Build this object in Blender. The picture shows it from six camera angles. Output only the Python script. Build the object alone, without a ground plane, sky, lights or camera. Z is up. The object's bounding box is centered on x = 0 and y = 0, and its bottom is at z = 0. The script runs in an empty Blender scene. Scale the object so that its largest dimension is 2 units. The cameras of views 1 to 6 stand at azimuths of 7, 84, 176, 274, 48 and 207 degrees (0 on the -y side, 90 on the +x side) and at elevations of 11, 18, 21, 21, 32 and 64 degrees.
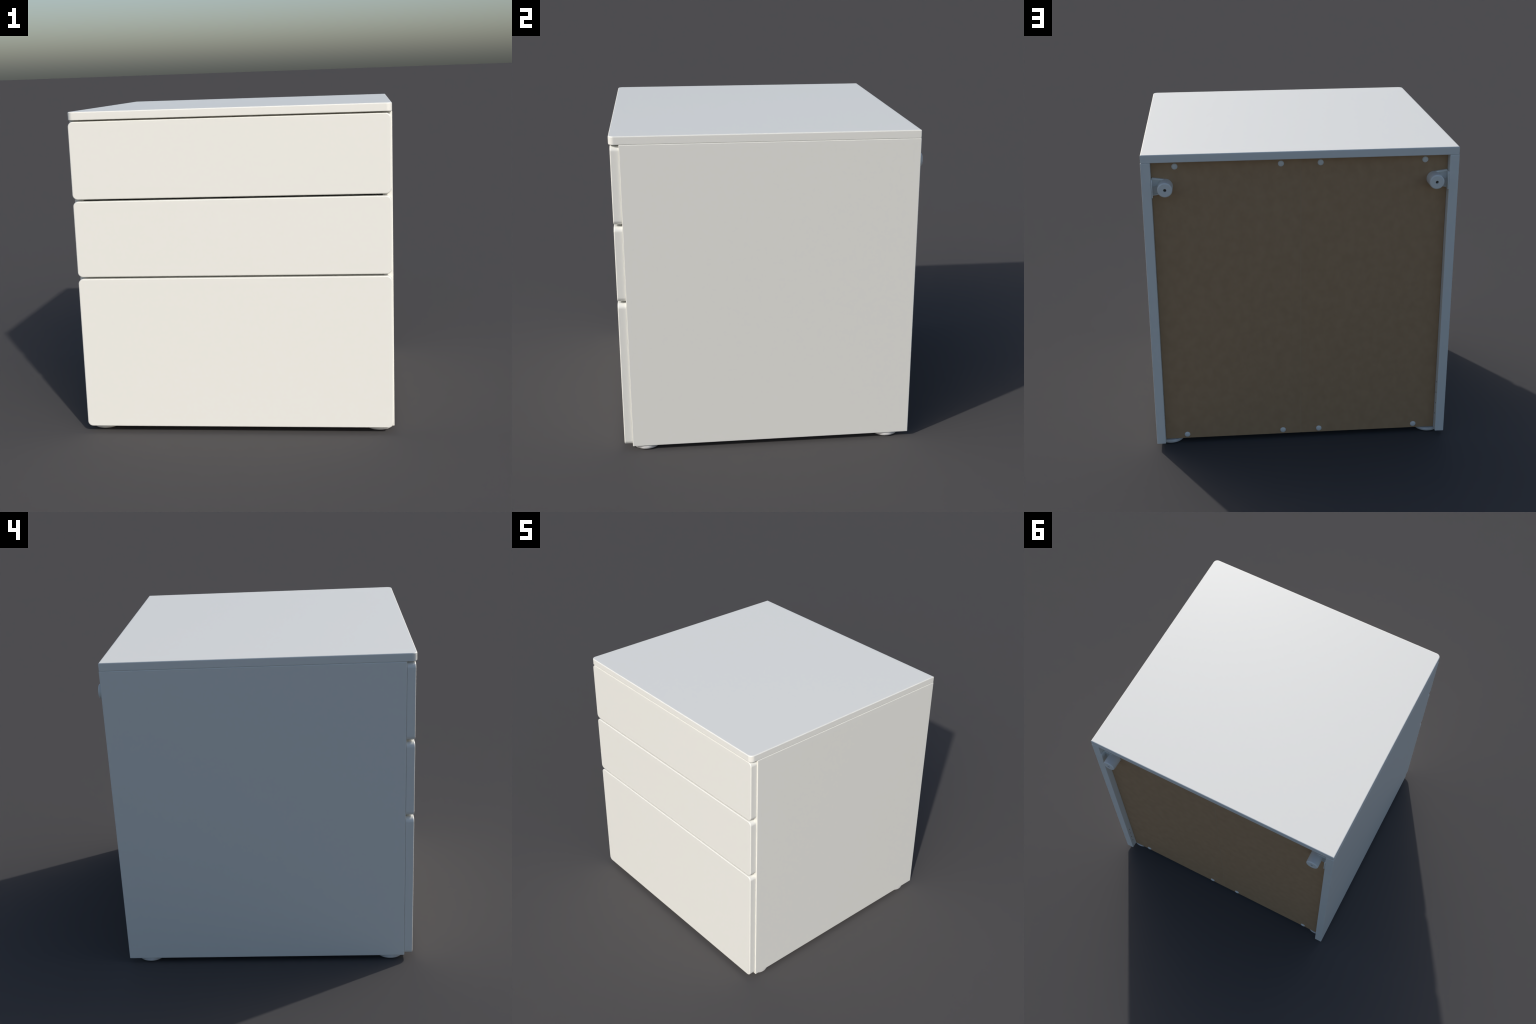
"""White three-drawer office pedestal: carcass panels, top slab, drawer fronts with
boxes, hardboard back, wall spacers, cover caps and round glide feet."""
import bpy, bmesh, math
from mathutils import Vector, Matrix

# ------------------------------------------------------------------ dimensions (m)
SIDE_OUT, SIDE_IN = 0.9587, 0.9010          # side panel outer / inner |x|
SIDE_Y0, SIDE_Y1 = -0.8695, 0.8893
SIDE_Z0, SIDE_Z1 = 0.0325, 1.9500
TOP_X, TOP_Y0, TOP_Y1 = 0.9573, -0.9285, 0.8880
TOP_Z0, TOP_Z1 = 1.9502, 2.0
FRONT_X, FRONT_CX = 0.9535, -0.0034         # drawer front half width, centre
FRONT_Y0, FRONT_Y1 = -0.9210, -0.8704
FRONT_SPANS = [(1.4745, 1.9415), (0.9965, 1.4630), (0.0385, 0.9850)]
BACK_Y = 0.8365                             # outer face of the hardboard back
BACK_Z0 = 0.0385
SPACER_X, SPACER_Z, SPACER_END = 0.8195, 1.7925, 0.9285

# ------------------------------------------------------------------ materials
def principled(name, rough, spec=0.5):
    m = bpy.data.materials.new(name)
    m.use_nodes = True
    nt = m.node_tree
    b = nt.nodes["Principled BSDF"]
    b.inputs["Roughness"].default_value = rough
    b.inputs["Specular IOR Level"].default_value = spec
    return m, nt, b

def noise_mix(nt, bsdf, col_a, col_b, scale, detail=3.0, stretch=(1, 1, 1), lo=0.35, hi=0.65):
    tc = nt.nodes.new("ShaderNodeTexCoord")
    mp = nt.nodes.new("ShaderNodeMapping")
    mp.inputs["Scale"].default_value = stretch
    nz = nt.nodes.new("ShaderNodeTexNoise")
    nz.inputs["Scale"].default_value = scale
    nz.inputs["Detail"].default_value = detail
    cr = nt.nodes.new("ShaderNodeValToRGB")
    cr.color_ramp.elements[0].position = lo
    cr.color_ramp.elements[1].position = hi
    cr.color_ramp.elements[0].color = (*col_a, 1)
    cr.color_ramp.elements[1].color = (*col_b, 1)
    nt.links.new(tc.outputs["Object"], mp.inputs["Vector"])
    nt.links.new(mp.outputs["Vector"], nz.inputs["Vector"])
    nt.links.new(nz.outputs["Fac"], cr.inputs["Fac"])
    nt.links.new(cr.outputs["Color"], bsdf.inputs["Base Color"])
    return mp, nz

def add_bump(nt, bsdf, vec, scale, strength, dist):
    nz = nt.nodes.new("ShaderNodeTexNoise")
    nz.inputs["Scale"].default_value = scale
    nz.inputs["Detail"].default_value = 2.0
    bp = nt.nodes.new("ShaderNodeBump")
    bp.inputs["Strength"].default_value = strength
    bp.inputs["Distance"].default_value = dist
    nt.links.new(vec.outputs["Vector"], nz.inputs["Vector"])
    nt.links.new(nz.outputs["Fac"], bp.inputs["Height"])
    nt.links.new(bp.outputs["Normal"], bsdf.inputs["Normal"])

WHITE = (0.843, 0.849, 0.807)
def tint(c, f): return tuple(v * f for v in c)

MAT_WHITE, nt, b = principled("white_foil", 0.40)
noise_mix(nt, b, tint(WHITE, 0.998), tint(WHITE, 1.002), 40.0)

MAT_FRONT, nt, b = principled("white_lacquer", 0.36)
noise_mix(nt, b, tint(WHITE, 0.998), tint(WHITE, 1.002), 40.0)

MAT_PLASTIC, nt, b = principled("white_plastic", 0.38)
noise_mix(nt, b, tint(WHITE, 0.99), tint(WHITE, 1.0), 9.0)

MAT_FOOT, nt, b = principled("glide_plastic", 0.22)
noise_mix(nt, b, (0.70, 0.70, 0.69), (0.78, 0.78, 0.77), 28.0)

MAT_BOARD, nt, b = principled("brown_hardboard", 0.75, 0.3)
mp, nz = noise_mix(nt, b, (0.458, 0.294, 0.163), (0.494, 0.320, 0.181), 18.0, 6.0, (1.0, 1.0, 0.8))
add_bump(nt, b, mp, 160.0, 0.15, 0.002)

MAT_FOLD, nt, b = principled("hardboard_fold_tape", 0.6, 0.4)
noise_mix(nt, b, (0.465, 0.315, 0.185), (0.485, 0.330, 0.195), 14.0)

MAT_HOLE, nt, b = principled("hole_dark", 0.9, 0.1)
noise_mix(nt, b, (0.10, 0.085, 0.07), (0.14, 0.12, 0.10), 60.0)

# ------------------------------------------------------------------ helpers
ROOT = bpy.data.objects.new("drawer_unit", None)
bpy.context.scene.collection.objects.link(ROOT)
ROOT["label"] = "white three-drawer pedestal with hardboard back and glide feet"
ROOT["category"] = "drawer unit"

def make(name, bm, mat, parent=None, angle=35, weighted=True):
    bmesh.ops.recalc_face_normals(bm, faces=bm.faces)
    me = bpy.data.meshes.new(name)
    bm.to_mesh(me)
    bm.free()
    for p in me.polygons:
        p.use_smooth = True
    me.set_sharp_from_angle(angle=math.radians(angle))
    me.materials.append(mat)
    ob = bpy.data.objects.new(name, me)
    bpy.context.scene.collection.objects.link(ob)
    ob.parent = parent or ROOT
    if weighted:
        w = ob.modifiers.new("weighted", 'WEIGHTED_NORMAL')
        w.keep_sharp = True
    return ob

def box(x0, x1, y0, y1, z0, z1, r=0.002, seg=2):
    bm = bmesh.new()
    bmesh.ops.create_cube(bm, size=1.0)
    for v in bm.verts:
        v.co = Vector(((x0 + x1) / 2 + v.co.x * (x1 - x0),
                       (y0 + y1) / 2 + v.co.y * (y1 - y0),
                       (z0 + z1) / 2 + v.co.z * (z1 - z0)))
    if r > 0:
        bmesh.ops.bevel(bm, geom=bm.edges[:], offset=r, segments=seg, profile=0.5, affect='EDGES')
    return bm

def rounded_outline(w0, w1, h0, h1, radii, inset, n=10):
    """Rounded rectangle (counter-clockwise from lower left), shrunk by `inset`."""
    pts = []
    corners = [(w0, h0, 180), (w1, h0, 270), (w1, h1, 0), (w0, h1, 90)]
    sgn = [(1, 1), (-1, 1), (-1, -1), (1, -1)]
    for (cx, cy, a0), (sx, sy), r in zip(corners, sgn, radii):
        ox, oy = cx + sx * r, cy + sy * r
        rr = max(r - inset, 0.0003)
        ccx, ccy = (ox, oy) if r > inset else (cx + sx * (inset + rr), cy + sy * (inset + rr))
        for i in range(n + 1):
            a = math.radians(a0 + 90 * i / n)
            pts.append((ccx + rr * math.cos(a), ccy + rr * math.sin(a)))
    return pts

def fillet_profile(d0, d1, r0, r1, n=5):
    """(depth, inset) steps: fillet r0 at d0, fillet r1 at d1."""
    prof = []
    for i in range(n + 1):
        a = math.radians(90 * i / n)
        prof.append((d0 + r0 * (1 - math.sin(a)), r0 * (1 - math.cos(a))))
    prof.reverse()
    head = sorted(prof, key=lambda p: p[0])
    tail = []
    for i in range(n + 1):
        a = math.radians(90 * i / n)
        tail.append((d1 - r1 * (1 - math.sin(a)), r1 * (1 - math.cos(a))))
    return head + sorted(tail, key=lambda p: p[0])

def slab(w, h, d, radii, r0, r1, axis):
    """Plate with rounded corners in its plane and filleted rims. axis = depth axis."""
    bm = bmesh.new()
    rings = []
    for depth, inset in fillet_profile(d[0], d[1], r0, r1):
        ring = []
        for u, v in rounded_outline(w[0], w[1], h[0], h[1], radii, inset):
            co = (u, depth, v) if axis == 'y' else (u, v, depth)
            ring.append(bm.verts.new(co))
        rings.append(ring)
    n = len(rings[0])
    for a, c in zip(rings, rings[1:]):
        for i in range(n):
            bm.faces.new((a[i], a[(i + 1) % n], c[(i + 1) % n], c[i]))
    bm.faces.new(rings[0][::-1])
    bm.faces.new(rings[-1])
    return bm

def lathe(profile, seg, axis='z', centre=(0, 0, 0), cap_end=True, cap_start=True):
    """Revolve (radius, height) pairs around an axis through centre."""
    bm = bmesh.new()
    rings = []
    c = Vector(centre)
    for r, h in profile:
        ring = []
        for i in range(seg):
            a = 2 * math.pi * i / seg
            p = (Vector((r * math.cos(a), r * math.sin(a), h)) if axis == 'z'
                 else Vector((r * math.cos(a), h, r * math.sin(a))))
            ring.append(bm.verts.new(c + p))
        rings.append(ring)
    for a, d in zip(rings, rings[1:]):
        for i in range(seg):
            bm.faces.new((a[i], a[(i + 1) % seg], d[(i + 1) % seg], d[i]))
    if cap_start:
        bm.faces.new(rings[0][::-1])
    if cap_end:
        bm.faces.new(rings[-1])
    return bm

def merge(dst, src):
    me = bpy.data.meshes.new("scratch")
    src.to_mesh(me)
    src.free()
    dst.from_mesh(me)
    bpy.data.meshes.remove(me)
    return dst

# ------------------------------------------------------------------ carcass
# top slab: rounded front corners, square back corners, softly filleted edges
top = make("top_panel", slab((-TOP_X, TOP_X), (TOP_Y0, TOP_Y1), (TOP_Z0, TOP_Z1),
           (0.034, 0.034, 0.003, 0.003), 0.0042, 0.007, 'z'), MAT_WHITE)

HOLE_Y, HOLE_R = 0.8645, 0.0052
HOLE_ZS = [0.156 + 0.0787 * i for i in range(4)]
for s in (-1, 1):
    xs = sorted((s * SIDE_IN, s * SIDE_OUT))
    bm = box(xs[0], xs[1], SIDE_Y0, SIDE_Y1, SIDE_Z0, SIDE_Z1, 0.0038, 3)
    side = make("side_panel", bm, MAT_WHITE, weighted=False)
    # drilled pin holes near the back edge of the inner face
    cut = bmesh.new()
    for hz in HOLE_ZS:
        m = Matrix.Translation((s * SIDE_IN, HOLE_Y, hz)) @ Matrix.Rotation(math.pi / 2, 4, 'Y')
        bmesh.ops.create_cone(cut, cap_ends=True, segments=16, radius1=HOLE_R, radius2=HOLE_R,
                              depth=0.03, matrix=m)
    cme = bpy.data.meshes.new("drill")
    cut.to_mesh(cme); cut.free()
    cme.materials.append(MAT_HOLE)
    drill = bpy.data.objects.new("drill", cme)
    bpy.context.scene.collection.objects.link(drill)
    side.data.materials.append(MAT_HOLE)
    mod = side.modifiers.new("drill", 'BOOLEAN')
    mod.object, mod.operation, mod.solver = drill, 'DIFFERENCE', 'EXACT'
    mod.material_mode = 'TRANSFER'
    dg = bpy.context.evaluated_depsgraph_get()
    new = bpy.data.meshes.new_from_object(side.evaluated_get(dg))
    side.modifiers.clear()
    old = side.data
    side.data = new
    bpy.data.meshes.remove(old)
    new.name = "side_panel"
    bpy.data.objects.remove(drill)
    bpy.data.meshes.remove(cme)
    w = side.modifiers.new("weighted", 'WEIGHTED_NORMAL')
    w.keep_sharp = True

INX = SIDE_IN - 0.0012
make("bottom_panel", box(-INX, INX, -0.862, 0.825, 0.0370, 0.0900), MAT_WHITE)
make("front_rail", box(-INX, INX, -0.8670, -0.76, 1.8950, 1.9492), MAT_WHITE)
make("front_rail", box(-INX, INX, -0.8610, -0.80, 0.9350, 1.0100), MAT_WHITE)

# folding hardboard back: two leaves and the taped fold between them
FOLD = 0.0022
for s in (-1, 1):
    xs = sorted((s * FOLD, s * INX))
    make("back_panel", box(xs[0], xs[1], BACK_Y - 0.0095, BACK_Y, BACK_Z0, TOP_Z0 - 0.0012, 0.0002, 1), MAT_BOARD)
make("back_fold", box(-FOLD + 0.0001, FOLD - 0.0001, BACK_Y - 0.008, BACK_Y - 0.0001, BACK_Z0 + 0.001,
                      TOP_Z0 - 0.002, 0.0001, 1), MAT_FOLD)

# ------------------------------------------------------------------ drawers
for z0, z1 in FRONT_SPANS:
    bm = slab((FRONT_CX - FRONT_X, FRONT_CX + FRONT_X), (z0, z1), (FRONT_Y0, FRONT_Y1),
              (0.031,) * 4, 0.0066, 0.0012, 'y')
    front = make("drawer", bm, MAT_FRONT)
    # drawer box: two sides, a back and a bottom, open on top
    bx, by0, by1 = 0.885, FRONT_Y1 + 0.0005, 0.81
    bz0 = max(z0 + 0.018, 0.095)
    bz1 = z1 - 0.20
    t = 0.018
    tray = box(-bx, -bx + t, by0, by1, bz0, bz1)
    merge(tray, box(bx - t, bx, by0, by1, bz0, bz1))
    merge(tray, box(-bx + t + 0.001, bx - t - 0.001, by1 - t, by1 - 0.001, bz0, bz1 - 0.01))
    merge(tray, box(-bx + t + 0.001, bx - t - 0.001, by0, by1 - t - 0.001, bz0 + 0.006, bz0 + 0.016, 0.001))
    make("drawer_box", tray, MAT_WHITE, parent=front)
    # runners on both inner sides of the carcass
    for s in (-1, 1):
        xs = sorted((s * (bx + 0.001), s * (SIDE_IN - 0.001)))
        make("runner", box(xs[0], xs[1], -0.84, 0.66, bz0 + 0.02, bz0 + 0.055), MAT_PLASTIC, parent=front)

# ------------------------------------------------------------------ wall spacers on the back
def spacer(s):
    cx, cz = s * SPACER_X, SPACER_Z
    fr, br, fil = 0.0450, 0.0465, 0.0085
    y0 = BACK_Y + 0.0012
    prof = [(br, y0)]
    for i in range(9):
        a = math.radians(90 * i / 8)
        prof.append((fr - fil + fil * math.cos(a), SPACER_END - fil + fil * math.sin(a)))
    prof += [(0.0096, SPACER_END), (0.0092, SPACER_END - 0.0008), (0.0092, SPACER_END - 0.03)]
    post = make("wall_spacer", lathe(prof, 64, 'y', (cx, 0, cz)), MAT_PLASTIC, angle=50)
    # solid dark plug added in the screw bore, its colour standing in for shade
    dark_plug = lathe([(0.0089, SPACER_END - 0.0295), (0.0089, SPACER_END - 0.011)], 24, 'y', (cx, 0, cz))
    make("bore_dark_plug", dark_plug, MAT_HOLE, parent=post)

    # bracket: web between the post and the side panel, with upper and lower flanges and a rib
    def plate(pts, ya, yb, r=0.0012):
        bm = bmesh.new()
        a = [bm.verts.new((s * x, ya, z)) for x, z in pts]
        c = [bm.verts.new((s * x, yb, z)) for x, z in pts]
        n = len(pts)
        for i in range(n):
            bm.faces.new((a[i], a[(i + 1) % n], c[(i + 1) % n], c[i]))
        bm.faces.new(a[::-1]); bm.faces.new(c)
        bmesh.ops.recalc_face_normals(bm, faces=bm.faces)
        bmesh.ops.bevel(bm, geom=bm.edges[:], offset=r, segments=2, profile=0.5, affect='EDGES')
        return bm
    X0, X1 = SPACER_X + 0.004, SIDE_IN - 0.0065
    zt, zb = 1.8500, 1.7370
    arm = plate([(X0, SPACER_Z - 0.044), (X1, zb), (X1, zt), (X0, SPACER_Z + 0.0475)], y0, y0 + 0.006)
    merge(arm, plate([(X0, SPACER_Z + 0.0385), (X1, zt - 0.012), (X1, zt), (X0, SPACER_Z + 0.0475)], y0 + 0.004, y0 + 0.015))
    merge(arm, plate([(X0, SPACER_Z - 0.044), (X1, zb), (X1, zb + 0.009), (X0, SPACER_Z - 0.036)], y0 + 0.004, y0 + 0.012))
    merge(arm, plate([(X0 + 0.03, SPACER_Z + 0.012), (X1, SPACER_Z - 0.004), (X1, SPACER_Z + 0.002), (X0 + 0.03, SPACER_Z + 0.018)], y0 + 0.004, y0 + 0.010))
    make("spacer_arm", arm, MAT_PLASTIC, parent=post)
    # mounting flange against the side panel
    xa, xb = sorted((s * (SIDE_IN - 0.0068), s * (SIDE_IN - 0.0006)))
    fl = slab((y0 + 0.0003, 0.8915), (1.7340, 1.8470), (0, 1), (0.004, 0.004, 0.016, 0.004), 0.001, 0.001, 'y')
    for v in fl.verts:                      # local (w, depth, h) -> (x, y, z)
        w_, d_, h_ = v.co
        d_ = 0.0 if d_ < 0.5 else 1.0
        v.co = (xa + (xb - xa) * d_, w_, h_)
    bmesh.ops.remove_doubles(fl, verts=fl.verts, dist=1e-6)
    make("spacer_flange", fl, MAT_PLASTIC, parent=post)

for s in (-1, 1):
    spacer(s)

# ------------------------------------------------------------------ cover caps on the back
CAP_R, CAP_H = 0.0187, 0.0085
prof = [(CAP_R, -0.001), (CAP_R, 0.0012)]
for i in range(1, 9):
    a = math.radians(90 * i / 8)
    prof.append((max(CAP_R * math.cos(a), 0.0006), 0.0012 + (CAP_H - 0.0012) * math.sin(a) ** 1.0))
cap0 = make("cover_cap", lathe(prof, 40, 'y'), MAT_PLASTIC, angle=60)
spots = [(x, z) for z in (1.9125, 0.0655) for x in (-0.7600, -0.1203, 0.1203, 0.7590)]
for i, (x, z) in enumerate(spots):
    ob = cap0 if i == 0 else cap0.copy()
    if i:
        bpy.context.scene.collection.objects.link(ob)
    ob.location = (x, BACK_Y, z)

# ------------------------------------------------------------------ glide feet
foot_prof = [(0.058, 0.0), (0.066, 0.0005), (0.0725, 0.0015), (0.0780, 0.0034), (0.0820, 0.0060),
             (0.0848, 0.0095), (0.0862, 0.0140), (0.0865, 0.0190), (0.0860, 0.0260), (0.0835, 0.0285),
             (0.0660, 0.0300), (0.0660, 0.0362)]
foot0 = make("foot", lathe(foot_prof, 72), MAT_FOOT, angle=50)
for i, (x, y) in enumerate([(-0.867, -0.783), (0.867, -0.783), (-0.867, 0.756), (0.867, 0.756)]):
    ob = foot0 if i == 0 else foot0.copy()
    if i:
        bpy.context.scene.collection.objects.link(ob)
    ob.location = (x, y, 0)
